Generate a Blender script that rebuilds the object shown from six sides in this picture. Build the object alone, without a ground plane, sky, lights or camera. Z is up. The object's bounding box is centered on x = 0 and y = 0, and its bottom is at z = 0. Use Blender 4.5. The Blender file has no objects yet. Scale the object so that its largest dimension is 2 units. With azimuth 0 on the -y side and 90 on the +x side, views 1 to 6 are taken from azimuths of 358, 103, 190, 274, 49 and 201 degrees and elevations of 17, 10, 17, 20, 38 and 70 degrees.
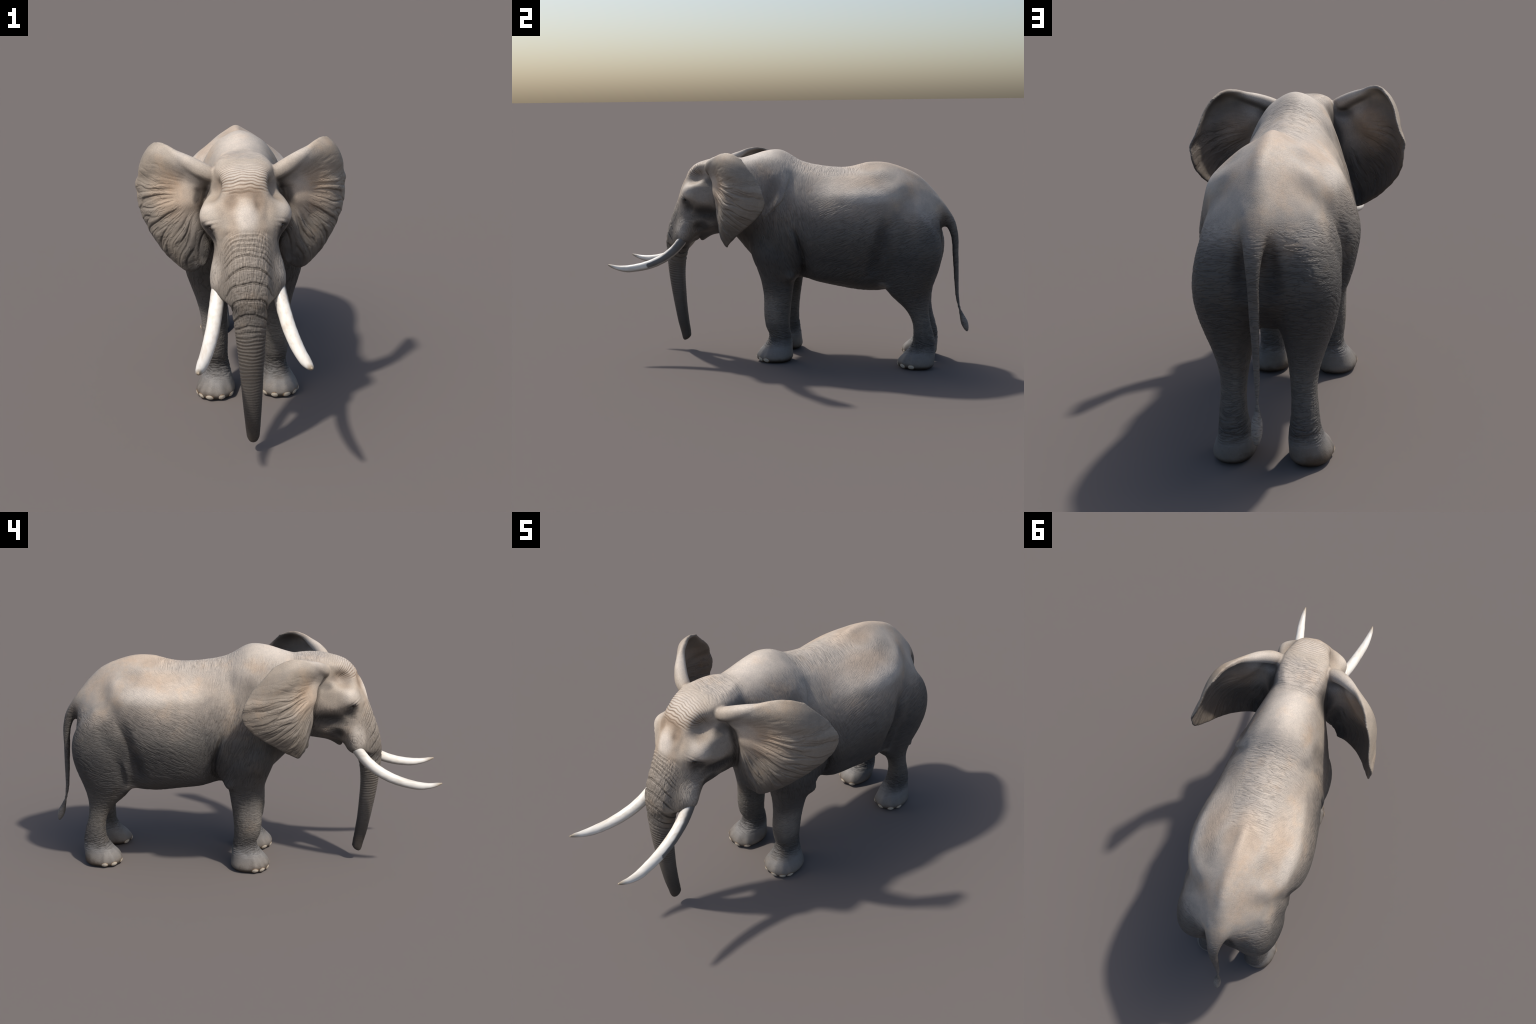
import bpy, math
import numpy as np
from mathutils import Vector, kdtree
from mathutils.bvhtree import BVHTree

rng = np.random.default_rng(7)

# ----------------------------------------------------------------- numeric helpers
def hermite(knots, vals, t):
    """Smooth curve through vals (k, ...) placed at increasing knots, sampled at t."""
    k = np.asarray(knots, float); v = np.asarray(vals, float); t = np.clip(np.asarray(t, float), k[0], k[-1])
    sh = (-1,) + (1,) * (v.ndim - 1)
    d = np.diff(v, axis=0) / np.diff(k).reshape(sh)
    m = np.empty_like(v); m[0] = d[0]; m[-1] = d[-1]
    if len(k) > 2:
        h = np.diff(k); w = (h[1:] / (h[1:] + h[:-1])).reshape(sh)
        m[1:-1] = w * d[:-1] + (1 - w) * d[1:]
    i = np.clip(np.searchsorted(k, t, side="right") - 1, 0, len(k) - 2)
    h = (k[i + 1] - k[i]).reshape(sh); s = ((t - k[i]) / (k[i + 1] - k[i])).reshape(sh)
    return (v[i] * (2 * s**3 - 3 * s**2 + 1) + m[i] * h * (s**3 - 2 * s**2 + s)
            + v[i + 1] * (-2 * s**3 + 3 * s**2) + m[i + 1] * h * (s**3 - s**2))

def ring_of_half(half, n):
    """Closed ring through a half outline (first and last on the mirror line) and its mirror."""
    half = np.asarray(half, float)
    other = half[-2:0:-1] * np.array([-1, 1])
    loop = np.vstack([half, other]); m = len(loop)
    ext = np.vstack([loop[-3:], loop, loop[:4]])
    return hermite(np.arange(-3, m + 4), ext, np.linspace(0, m, n, endpoint=False))

def skin_rings(rings):
    """Faces and vertices of a tube with closed ends."""
    rings = np.asarray(rings); k, n, _ = rings.shape
    v = rings.reshape(-1, 3)
    i = np.arange(k - 1)[:, None] * n; j = np.arange(n)[None]; j2 = (j + 1) % n
    f = np.stack([i + j, i + j2, i + n + j2, i + n + j], -1).reshape(-1, 4)
    v = np.vstack([v, rings[0].mean(0), rings[-1].mean(0)])
    a = len(v) - 2
    c0 = np.stack([j2[0], j[0], np.full(n, a)], -1)
    b = (k - 1) * n
    c1 = np.stack([b + j[0], b + j2[0], np.full(n, a + 1)], -1)
    return v, [tuple(map(int, q)) for q in f] + [tuple(map(int, q)) for q in c0] + [tuple(map(int, q)) for q in c1]

def super_ring(cx, cy, ax, ay, n=48, p=2.25):
    a = np.linspace(0, 2 * np.pi, n, endpoint=False)
    c, s = np.cos(a), np.sin(a)
    return np.stack([cx + ax * np.sign(c) * abs(c) ** (2 / p), cy + ay * np.sign(s) * abs(s) ** (2 / p)], -1)

def sstep(a, b, x):
    t = np.clip((x - a) / (b - a), 0, 1)
    return t * t * (3 - 2 * t)

def hash3(i, j, k, seed):
    h = (i * 374761393 + j * 668265263 + k * 2147483647 + seed * 1274126177) & 0xFFFFFFFF
    h = ((h ^ (h >> 13)) * 1274126177) & 0xFFFFFFFF
    h = ((h ^ (h >> 16)) * 2246822519) & 0xFFFFFFFF
    return (h ^ (h >> 15)) & 0xFFFF

GRADS = np.array([(1,1,0),(-1,1,0),(1,-1,0),(-1,-1,0),(1,0,1),(-1,0,1),(1,0,-1),(-1,0,-1),
                  (0,1,1),(0,-1,1),(0,1,-1),(0,-1,-1),(1,1,0),(-1,1,0),(0,-1,1),(0,-1,-1)], np.float32)
def noise(p, seed=0):
    """Gradient noise, about -1..1."""
    p = np.asarray(p, np.float32); i0 = np.floor(p).astype(np.int64); f = p - i0
    u = f * f * f * (f * (f * 6 - 15) + 10)
    out = np.zeros(len(p), np.float32)
    for dx in (0, 1):
        wx = u[:, 0] if dx else 1 - u[:, 0]
        for dy in (0, 1):
            wy = u[:, 1] if dy else 1 - u[:, 1]
            for dz in (0, 1):
                wz = u[:, 2] if dz else 1 - u[:, 2]
                g = GRADS[hash3(i0[:, 0] + dx, i0[:, 1] + dy, i0[:, 2] + dz, seed) & 15]
                out += wx * wy * wz * (g[:, 0] * (f[:, 0] - dx) + g[:, 1] * (f[:, 1] - dy) + g[:, 2] * (f[:, 2] - dz))
    return out

# ----------------------------------------------------------------- mesh helpers
def mesh_from(v, f, name="shape"):
    me = bpy.data.meshes.new(name)
    me.from_pydata(np.asarray(v).tolist(), [], f)
    me.update()
    return me

def mesh_arrays(v, loops, starts, name):
    """Mesh from flat numpy arrays; starts gives the first loop of each face."""
    me = bpy.data.meshes.new(name)
    me.vertices.add(len(v)); me.vertices.foreach_set("co", np.ascontiguousarray(v, np.float32).ravel())
    me.loops.add(len(loops)); me.loops.foreach_set("vertex_index", np.ascontiguousarray(loops, np.int32))
    me.polygons.add(len(starts)); me.polygons.foreach_set("loop_start", np.ascontiguousarray(starts, np.int32))
    me.polygons.foreach_set("use_smooth", np.ones(len(starts), bool))
    me.update(calc_edges=True); me.validate()
    return me

def union_shells(shells):
    v, f, o = [], [], 0
    for sv, sf in shells:
        v.append(sv); f += [tuple(i + o for i in q) for q in sf]; o += len(sv)
    return np.vstack(v), f

def apply_modifier(me, kind, **settings):
    ob = bpy.data.objects.new("helper", me); bpy.context.scene.collection.objects.link(ob)
    m = ob.modifiers.new("m", kind)
    for k, x in settings.items(): setattr(m, k, x)
    dg = bpy.context.evaluated_depsgraph_get()
    out = bpy.data.meshes.new_from_object(ob.evaluated_get(dg))
    bpy.data.objects.remove(ob)
    return out

def co(me):
    a = np.empty(len(me.vertices) * 3, np.float32); me.vertices.foreach_get("co", a); return a.reshape(-1, 3)
def set_co(me, v):
    me.vertices.foreach_set("co", np.ascontiguousarray(v, np.float32).ravel()); me.update()
def normals(me):
    a = np.empty(len(me.vertices) * 3, np.float32); me.vertex_normals.foreach_get("vector", a); return a.reshape(-1, 3)
def edges(me):
    a = np.empty(len(me.edges) * 2, np.int32); me.edges.foreach_get("vertices", a); return a.reshape(-1, 2)

class Net:
    """Neighbour averages over the edges of a mesh."""
    def __init__(self, me):
        e = edges(me); self.n = len(me.vertices)
        self.a = np.concatenate([e[:, 0], e[:, 1]]); self.b = np.concatenate([e[:, 1], e[:, 0]])
        self.deg = np.maximum(np.bincount(self.a, minlength=self.n), 1)
    def mean(self, x):
        if x.ndim == 1:
            return np.bincount(self.a, x[self.b], minlength=self.n) / self.deg
        return np.stack([np.bincount(self.a, x[self.b, c], minlength=self.n) for c in range(x.shape[1])], -1) / self.deg[:, None]

def smooth(me, net, mask, steps, hollow_only=False, rate=0.5):
    v = co(me).astype(float)
    for s in range(steps):
        d = net.mean(v) - v
        w = mask
        if hollow_only:
            if s % 4 == 0:
                set_co(me, v); nn = normals(me)
            w = mask * sstep(0.0, 0.0005, (d * nn).sum(1))
        v += rate * w[:, None] * d
    set_co(me, v)

def subdivide(me):
    """One Catmull-Clark step; returns vertices and quads."""
    v = co(me).astype(float); e = edges(me); nl = len(me.loops)
    lv = np.empty(nl, np.int32); me.loops.foreach_get("vertex_index", lv)
    le = np.empty(nl, np.int32); me.loops.foreach_get("edge_index", le)
    st = np.empty(len(me.polygons), np.int32); me.polygons.foreach_get("loop_start", st)
    tot = np.diff(np.r_[st, nl]); lf = np.repeat(np.arange(len(st)), tot)
    fp = np.add.reduceat(v[lv], st, axis=0) / tot[:, None]
    def gather(idx, val, n):
        c = np.maximum(np.bincount(idx, minlength=n), 1)[:, None]
        return np.stack([np.bincount(idx, val[:, k], minlength=n) for k in range(3)], -1) / c
    mid = (v[e[:, 0]] + v[e[:, 1]]) / 2
    ep = (mid + gather(le, fp[lf], len(e))) / 2
    q = gather(lv, fp[lf], len(v)); r = gather(e.ravel(), np.repeat(mid, 2, axis=0), len(v))
    n = np.bincount(e.ravel(), minlength=len(v))[:, None].clip(3)
    vp = (q + 2 * r + (n - 3) * v) / n
    prev = np.arange(nl) - 1; prev[st] = st + tot - 1
    a, b = len(v), len(v) + len(e)
    quads = np.stack([lv, a + le, b + lf, a + le[prev]], -1).astype(np.int64)
    return np.vstack([vp, ep, fp]), quads

def quad_normals(v, f):
    fn = np.cross(v[f[:, 2]] - v[f[:, 0]], v[f[:, 3]] - v[f[:, 1]])
    idx = f.ravel(); val = np.repeat(fn, 4, axis=0)
    n = np.stack([np.bincount(idx, val[:, k], minlength=len(v)) for k in range(3)], -1)
    return n / np.maximum(np.linalg.norm(n, axis=1), 1e-12)[:, None]

# ----------------------------------------------------------------- body: sections
# torso, cut across the spine: y, then half outline (x, z) from the back line down to the belly line
TORSO = [
 (-0.42, (0,1.06),(.05,1.05),(.085,1.02),(.105,.95),(.110,.87),(.095,.79),(.06,.74),(0,.73)),
 (-0.30, (0,1.096),(.06,1.083),(.100,1.045),(.125,.97),(.135,.87),(.120,.77),(.075,.70),(0,.68)),
 (-0.20, (0,1.124),(.06,1.105),(.108,1.06),(.145,.97),(.172,.86),(.178,.74),(.13,.62),(0,.575)),
 (-0.12, (0,1.148),(.06,1.127),(.113,1.075),(.155,.98),(.190,.86),(.212,.72),(.17,.56),(0,.50)),
 (-0.04, (0,1.154),(.06,1.132),(.116,1.085),(.162,.975),(.206,.84),(.238,.68),(.20,.52),(0,.455)),
 (0.08,  (0,1.093),(.06,1.075),(.125,1.030),(.180,.94),(.225,.82),(.248,.67),(.19,.51),(0,.455)),
 (0.20,  (0,1.068),(.065,1.047),(.135,.995),(.200,.91),(.248,.79),(.266,.66),(.20,.48),(0,.430)),
 (0.32,  (0,1.061),(.07,1.038),(.142,.993),(.219,.915),(.267,.790),(.279,.665),(.21,.475),(0,.403)),
 (0.45,  (0,1.082),(.05,1.059),(.130,1.015),(.222,.926),(.270,.793),(.277,.665),(.205,.46),(0,.390)),
 (0.56,  (0,1.081),(.055,1.056),(.129,1.008),(.211,.918),(.245,.785),(.248,.665),(.19,.47),(0,.400)),
 (0.65,  (0,1.051),(.050,1.024),(.115,.972),(.182,.885),(.222,.78),(.232,.66),(.19,.50),(0,.450)),
 (0.74,  (0,.996),(.045,.969),(.100,.912),(.158,.832),(.200,.737),(.207,.64),(.17,.53),(0,.490)),
 (0.80,  (0,.938),(.045,.912),(.080,.858),(.128,.782),(.160,.70),(.165,.63),(.13,.56),(0,.530)),
 (0.845, (0,.880),(.034,.852),(.052,.800),(.072,.74),(.085,.69),(.090,.64),(.07,.60),(0,.580)),
]
# head and trunk base, cut level: z, then half outline (x, y) from the forehead line round to the nape
HEAD = [
 (1.106, (0,-.42),(.03,-.42),(.05,-.41),(.065,-.39),(.075,-.36),(.075,-.32),(.05,-.27),(0,-.25)),
 (1.082, (0,-.503),(.04,-.498),(.07,-.483),(.09,-.455),(.103,-.42),(.103,-.35),(.08,-.27),(0,-.22)),
 (1.05,  (0,-.547),(.045,-.541),(.08,-.520),(.097,-.485),(.113,-.43),(.118,-.37),(.10,-.28),(0,-.20)),
 (1.00,  (0,-.579),(.045,-.573),(.083,-.553),(.104,-.51),(.122,-.45),(.128,-.37),(.11,-.27),(0,-.20)),
 (0.95,  (0,-.600),(.045,-.593),(.092,-.577),(.137,-.548),(.158,-.50),(.145,-.40),(.12,-.28),(0,-.20)),
 (0.90,  (0,-.620),(.05,-.610),(.100,-.588),(.148,-.548),(.167,-.495),(.155,-.40),(.13,-.28),(0,-.20)),
 (0.85,  (0,-.641),(.052,-.630),(.088,-.598),(.122,-.555),(.148,-.48),(.150,-.40),(.13,-.28),(0,-.22)),
 (0.80,  (0,-.661),(.055,-.648),(.086,-.610),(.113,-.565),(.128,-.50),(.138,-.40),(.12,-.30),(0,-.25)),
 (0.74,  (0,-.684),(.060,-.668),(.086,-.628),(.118,-.590),(.130,-.54),(.105,-.47),(.09,-.34),(0,-.30)),
 (0.69,  (0,-.698),(.062,-.682),(.084,-.645),(.123,-.605),(.139,-.56),(.110,-.515),(.07,-.48),(0,-.47)),
 (0.645, (0,-.707),(.060,-.690),(.078,-.655),(.113,-.615),(.131,-.568),(.100,-.53),(.06,-.54),(0,-.55)),
 (0.622, (0,-.709),(.058,-.692),(.074,-.66),(.095,-.622),(.104,-.580),(.085,-.553),(.05,-.56),(0,-.57)),
]
# trunk: z, front y, back y, half width
TRUNK = [(.72,-.690,-.58,.070),(.66,-.703,-.57,.072),(.60,-.710,-.578,.066),(.56,-.709,-.591,.0625),(.50,-.704,-.602,.0575),
         (.43,-.697,-.606,.0505),(.34,-.684,-.603,.0445),(.24,-.667,-.597,.0385),(.15,-.650,-.586,.0320),(.09,-.634,-.578,.0275),
         (.066,-.627,-.577,.0245),(.052,-.619,-.590,.018)]
# limbs: z, then inner x, outer x, front y, back y
HIND = [(.84,.075,.190,.60,.735),(.77,.050,.214,.575,.806),(.70,.035,.234,.555,.842),(.60,.020,.246,.540,.852),(.52,.028,.237,.535,.835),(.45,.043,.218,.545,.811),
        (.385,.058,.193,.590,.795),(.31,.071,.170,.667,.790),(.25,.0755,.167,.700,.798),(.19,.075,.172,.708,.815),
        (.125,.066,.178,.700,.829),(.08,.060,.188,.668,.828),(.045,.059,.204,.637,.824),(.016,.060,.209,.631,.821),(.0,.072,.196,.645,.806)]
FORE = [(.82,.07,.195,-.13,.05),(.68,.05,.232,-.185,.09),(.58,.045,.248,-.165,.104),(.50,.058,.229,-.134,.094),(.445,.068,.211,-.119,.066),
        (.37,.075,.194,-.108,.053),(.24,.077,.186,-.106,.039),(.185,.080,.181,-.098,.038),(.135,.077,.175,-.080,.046),
        (.105,.071,.182,-.094,.050),(.06,.062,.207,-.128,.051),(.018,.055,.224,-.144,.053),(.0,.068,.211,-.130,.040)]
# tail: y, z, half width, half depth
TAIL = [(.73,.935,.072,.042),(.79,.885,.064,.040),(.845,.828,.054,.033),(.880,.772,.0375,.033),(.903,.710,.0255,.0275),(.915,.60,.020,.0205),
        (.923,.50,.0150,.0155),(.928,.42,.0125,.0130),(.935,.35,.0105,.0108),(.950,.287,.0095,.0098),
        (.960,.260,.0165,.0140),(.973,.225,.0205,.0200),(.985,.190,.0140,.0140),(.991,.169,.006,.006)]
# lower jaw: y, half width, top z, bottom z
JAW = [(-.30,.10,.80,.695),(-.38,.088,.78,.684),(-.44,.062,.74,.669),(-.475,.046,.71,.648),(-.497,.030,.675,.633),(-.508,.014,.657,.638)]

def level_loft(rows, axis, n=72, steps=90):
    k = np.array([r[0] for r in rows], float)
    rings = np.array([ring_of_half(r[1:], n) for r in rows])
    order = np.argsort(k); k, rings = k[order], rings[order]
    t = np.linspace(k[0], k[-1], steps)
    out = hermite(k, rings, t)
    full = np.empty((steps, n, 3)); full[..., 0] = out[..., 0]
    full[..., axis] = t[:, None]; full[..., 3 - axis] = out[..., 1]
    return skin_rings(full)

def limb_loft(rows, side, steps=90):
    r = np.array(sorted(rows)); t = np.linspace(r[0, 0], r[-1, 0], steps)
    q = hermite(r[:, 0], r[:, 1:], t)
    rings = []
    for z, (xi, xo, yf, yb) in zip(t, q):
        p2 = super_ring((xi + xo) / 2, (yf + yb) / 2, (xo - xi) / 2, (yb - yf) / 2)
        rings.append(np.c_[p2[:, 0] * side, p2[:, 1], np.full(len(p2), z)])
    return skin_rings(rings)

def trunk_loft():
    r = np.array(sorted(TRUNK)); t = np.linspace(r[0, 0], r[-1, 0], 110)
    q = hermite(r[:, 0], r[:, 1:], t); rings = []
    for z, (yf, yb, w) in zip(t, q):
        a = np.linspace(0, 2 * np.pi, 48, endpoint=False); c, s = np.cos(a), np.sin(a)
        pw = np.where(s < 0, 2.0, 3.0)       # round in front, flattened behind
        x = w * np.sign(c) * abs(c) ** (2 / pw); y = (yf + yb) / 2 + (yb - yf) / 2 * np.sign(s) * abs(s) ** (2 / pw)
        x *= 1 - 0.10 * np.clip(s, 0, 1)
        zz = z + sstep(.11, .05, z) * (y - (yf + yb) / 2) * 0.45   # slanted tip
        rings.append(np.c_[x, y, np.broadcast_to(zz, x.shape)])
    return skin_rings(rings)

def tail_loft():
    r = np.array(TAIL); d = np.r_[0, np.cumsum(np.hypot(*np.diff(r[:, :2], axis=0).T))]
    t = np.linspace(0, d[-1], 130); q = hermite(d, r, t)
    tan = np.gradient(q[:, :2], axis=0); tan /= np.linalg.norm(tan, axis=1)[:, None]
    a = np.linspace(0, 2 * np.pi, 28, endpoint=False)
    rings = []
    for (y, z, w, h), (ty, tz) in zip(q, tan):
        ny, nz = -tz, ty
        rings.append(np.c_[w * np.cos(a), y + ny * h * np.sin(a), z + nz * h * np.sin(a)])
    return skin_rings(rings)

def jaw_loft():
    r = np.array(JAW)[::-1]; t = np.linspace(r[0, 0], r[-1, 0], 40); q = hermite(r[:, 0], r[:, 1:], t)
    return skin_rings([np.c_[p[:, 0], np.full(len(p), y), p[:, 1]] for y, (w, zt, zb) in zip(t, q)
                       for p in [super_ring(0, (zt + zb) / 2, w, (zt - zb) / 2)]])

shells = [level_loft(TORSO, 1), level_loft(HEAD, 2), trunk_loft(), tail_loft(), jaw_loft()]
for s in (1, -1):
    shells += [limb_loft(HIND, s), limb_loft(FORE, s)]
body = apply_modifier(mesh_from(*union_shells(shells)), "REMESH", mode="VOXEL", voxel_size=0.008)

# fillets where the lofts meet
net = Net(body); v = co(body)
mask = np.ones(len(v))
mask *= 1 - 0.9 * sstep(.13, .10, v[:, 2])                     # keep the feet
mask *= 1 - sstep(.86, .90, v[:, 1])                           # keep the tail
mask *= 1 - 0.85 * sstep(-.40, -.46, v[:, 1])                  # keep the face crisper
smooth(body, net, mask, 60, hollow_only=True)
v = co(body)
allm = 1 - 0.8 * sstep(.05, .02, v[:, 2]); allm *= 1 - 0.9 * sstep(.88, .92, v[:, 1])
allm *= 1 - 0.85 * sstep(.60, .55, v[:, 2]) * sstep(-.4, -.5, v[:, 1])
smooth(body, net, allm, 6)

# sculpted lumps and hollows: centre, radii (x, y, z), push outward (+) or inward (-); all mirrored
LUMPS = [
 ((.118,-.487,1.024),(.040,.042,.028),-.024),   # temple hollow
 ((.140,-.415,.982),(.03,.035,.024),-.008),     # pit before the ear
 ((.048,-.585,.970),(.014,.03,.022),-.006),     # furrow round the nose root
 ((.040,-.578,.995),(.018,.03,.014),-.006),
 ((0,-.575,1.010),(.035,.03,.010),-.005),
 ((.078,-.590,.945),(.014,.035,.045),-.006),    # furrow between nose root and brow
 ((0,-.612,.945),(.036,.04,.050),.006),         # swell of the nose root
 ((.148,-.535,.925),(.035,.035,.035),.008),
 ((.117,-.503,.992),(.032,.040,.026),-.013),     # brow
 ((.140,-.550,.880),(.022,.020,.016),-.007),    # eye hollow
 ((.125,-.535,.835),(.026,.030,.030),-.012),    # hollow below the eye
 ((.145,-.435,.800),(.04,.080,.034),-.020),     # hollow under the cheek bone
 ((.155,-.430,.875),(.03,.055,.032),.008),      # cheek bone
 ((.105,-.43,.742),(.03,.05,.025),.007),        # jaw muscle
 ((.092,-.485,.725),(.03,.022,.022),-.014),     # corner of the mouth
 ((.128,-.565,.730),(.03,.03,.05),.004),        # tusk sheath
 ((0,.46,1.09),(.022,.10,.03),.008),            # spine over the loins
 ((0,.70,1.02),(.024,.10,.05),.005),            # sacrum
 ((.050,.850,.730),(.020,.05,.09),-.013),        # beside the tail root
 ((.145,-.02,1.02),(.035,.065,.05),.007),       # shoulder blade
 ((.150,.050,.985),(.035,.03,.08),-.008),       # groove behind it
 ((.200,.030,.89),(.03,.025,.07),-.008),
 ((.208,-.010,.88),(.03,.02,.07),.006),
 ((.125,.540,1.000),(.06,.06,.05),-.008),       # before the hip
 ((.143,.625,.965),(.06,.05,.055),.009),        # hip bone
 ((.160,.675,.920),(.05,.04,.07),-.005),
 ((.185,.715,.850),(.05,.045,.06),.008),
 ((.210,.620,.840),(.05,.035,.05),-.011),       # flank groove, hip to groin
 ((.243,.575,.768),(.05,.032,.05),-.011),
 ((.257,.545,.700),(.05,.032,.05),-.013),
 ((.250,.520,.620),(.05,.032,.05),-.015),
 ((.232,.505,.550),(.05,.032,.045),-.014),
 ((.178,.548,.452),(.03,.028,.026),.011),       # skin flap of the groin
 ((.270,.380,.720),(.06,.10,.12),.004),         # belly
 ((.235,.660,.660),(.05,.05,.10),.005),         # thigh muscle
 ((.200,.055,.478),(.030,.030,.028),.017),      # elbow
 ((.230,.125,.600),(.05,.030,.09),-.016),       # fold behind the elbow
 ((.190,.130,.500),(.06,.035,.05),-.022),
 ((.212,.44,.918),(.03,.15,.035),.004),         # edge of the loin
 ((.0,.850,.66),(.030,.05,.12),-.016),           # cleft under the tail
 ((.195,-.100,.68),(.05,.04,.10),.006),         # shoulder point
]
def sculpt(me, lumps):
    v = co(me).astype(float); n = normals(me)
    for c, r, a in lumps:
        for s in ((1,) if c[0] == 0 else (1, -1)):
            d = (v - np.array([c[0] * s, c[1], c[2]])) / np.array(r)
            v += n * (a * np.exp(-(d * d).sum(1)))[:, None]
    set_co(me, v)
sculpt(body, LUMPS)

# ----------------------------------------------------------------- ears
# left ear: rows fan out from the root on the head over the front bulge to the rim
EAR = [
 [(.095,-.390,1.045),(.135,-.402,1.055),(.198,-.366,1.094),(.262,-.305,1.136),(.317,-.235,1.147),(.358,-.168,1.124)],
 [(.100,-.378,1.030),(.150,-.400,1.040),(.217,-.374,1.073),(.292,-.314,1.106),(.362,-.236,1.108),(.386,-.122,1.073)],
 [(.105,-.348,1.005),(.168,-.380,1.004),(.231,-.338,1.022),(.318,-.288,1.040),(.394,-.206,1.042),(.404,-.068,1.014)],
 [(.110,-.330,.985),(.182,-.368,.982),(.428,-.032,.935),(.036,.074,.052)],
 [(.112,-.308,.940),(.188,-.362,.935),(.418,-.034,.875),(.048,.079,.054)],
 [(.115,-.298,.885),(.183,-.349,.890),(.395,-.088,.806),(.046,.072,.056)],
 [(.120,-.298,.820),(.166,-.341,.810),(.350,-.182,.731),(.034,.052,.040)],
 [(.132,-.310,.745),(.150,-.337,.735),(.275,-.260,.664),(.014,.024,.020)],
 [(.160,-.318,.678),(.164,-.328,.672),(.205,-.290,.632),(0,.002,.002)],
]
REACH = (0, .15, .36, .57, .79, 1)
# thick rolled fold along the top of the ear: x, y, z, radius
ROLL = [(.080,-.385,1.030,.014),(.112,-.402,1.044,.026),(.150,-.397,1.062,.031),(.200,-.370,1.088,.028),(.250,-.330,1.112,.020),
        (.300,-.283,1.132,.010),(.335,-.235,1.130,.004)]
def ear_grid(ns, nu):
    rows = []
    for r in EAR:
        if len(r) == 6: rows.append(r); continue
        root, a, z, b = map(np.array, r)
        side = np.array([z[1] - a[1], -(z[0] - a[0]), 0.0]); side /= max(np.linalg.norm(side), 1e-6)
        rows.append([root, a] + [a + (z - a) * f + side * q for f, q in zip((.25, .5, .75), b)] + [z])
    g = np.array(rows, float)
    g = hermite(np.arange(len(g)), g, np.linspace(0, len(g) - 1, ns))
    return hermite(REACH, g.transpose(1, 0, 2), np.linspace(0, 1, nu)).transpose(1, 0, 2)

def tube(path, steps, seg, side=1):
    r = np.array(path); d = np.r_[0, np.cumsum(np.linalg.norm(np.diff(r[:, :3], axis=0), axis=1))]
    q = hermite(d, r, np.linspace(0, d[-1], steps)); c = q[:, :3] * np.array([side, 1, 1])
    tan = np.gradient(c, axis=0); tan /= np.linalg.norm(tan, axis=1)[:, None]
    rt = np.cross(tan, (0, 0, 1.0)); rt /= np.linalg.norm(rt, axis=1)[:, None]; nn = np.cross(rt, tan)
    a = np.linspace(0, 2 * np.pi, seg, endpoint=False)
    return skin_rings(c[:, None] + q[:, 3][:, None, None] * (np.cos(a)[None, :, None] * rt[:, None] + np.sin(a)[None, :, None] * nn[:, None]))

NS, NU = 140, 90
eg = ear_grid(NS, NU)
es, eu = np.meshgrid(np.linspace(0, 1, NS), np.linspace(0, 1, NU), indexing="ij")
en = np.cross(np.gradient(eg, axis=1), np.gradient(eg, axis=0)); en /= np.maximum(np.linalg.norm(en, axis=2, keepdims=True), 1e-9)
if en[70, 45, 1] > 0: en = -en                                  # +n points to the front of the ear
thick = .0060 + .005 * np.exp(-(eu / .14) ** 2) + .006 * np.exp(-(es / .07) ** 2) * sstep(1.0, .6, eu)
edge = np.minimum.reduce([np.ones_like(es), 0.35 + np.sqrt(np.clip((1 - eu) / .03, 0, 1)) * .65, 0.35 + np.sqrt(np.clip((1 - es) / .03, 0, 1)) * .65])
thick = thick * edge
# broad radial waves of the ear sheet
wave = (noise(np.c_[(es * 13 + .35 * np.sin(eu * 5)).ravel(), (eu * 1.3).ravel(), np.zeros(es.size)], 3)).reshape(es.shape)
eg_wavy = eg + en * (wave * .011 * sstep(.30, .75, eu) * sstep(.10, .3, es))[..., None]

def ear_shell(side):
    f, b = eg_wavy + en * thick[..., None], eg_wavy - en * thick[..., None]
    v = np.concatenate([f.reshape(-1, 3), b.reshape(-1, 3)]) * np.array([side, 1, 1])
    o = NS * NU; idx = np.arange(o).reshape(NS, NU)
    q = np.stack([idx[:-1, :-1], idx[:-1, 1:], idx[1:, 1:], idx[1:, :-1]], -1).reshape(-1, 4)
    faces = [tuple(map(int, x)) for x in q] + [tuple(int(i) + o for i in x[::-1]) for x in q]
    loop = np.r_[idx[0, :], idx[1:, -1], idx[-1, -2::-1], idx[-2:0:-1, 0]]
    for a, c in zip(loop, np.roll(loop, -1)):
        faces.append((int(c), int(a), int(a) + o, int(c) + o))
    return v, faces

bv = co(body); bf = [tuple(p.vertices) for p in body.polygons]
both = union_shells([(bv, bf), ear_shell(1), ear_shell(-1), tube(ROLL, 60, 28), tube(ROLL, 60, 28, -1)])
body = apply_modifier(mesh_from(*both), "REMESH", mode="VOXEL", voxel_size=0.0048)

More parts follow.
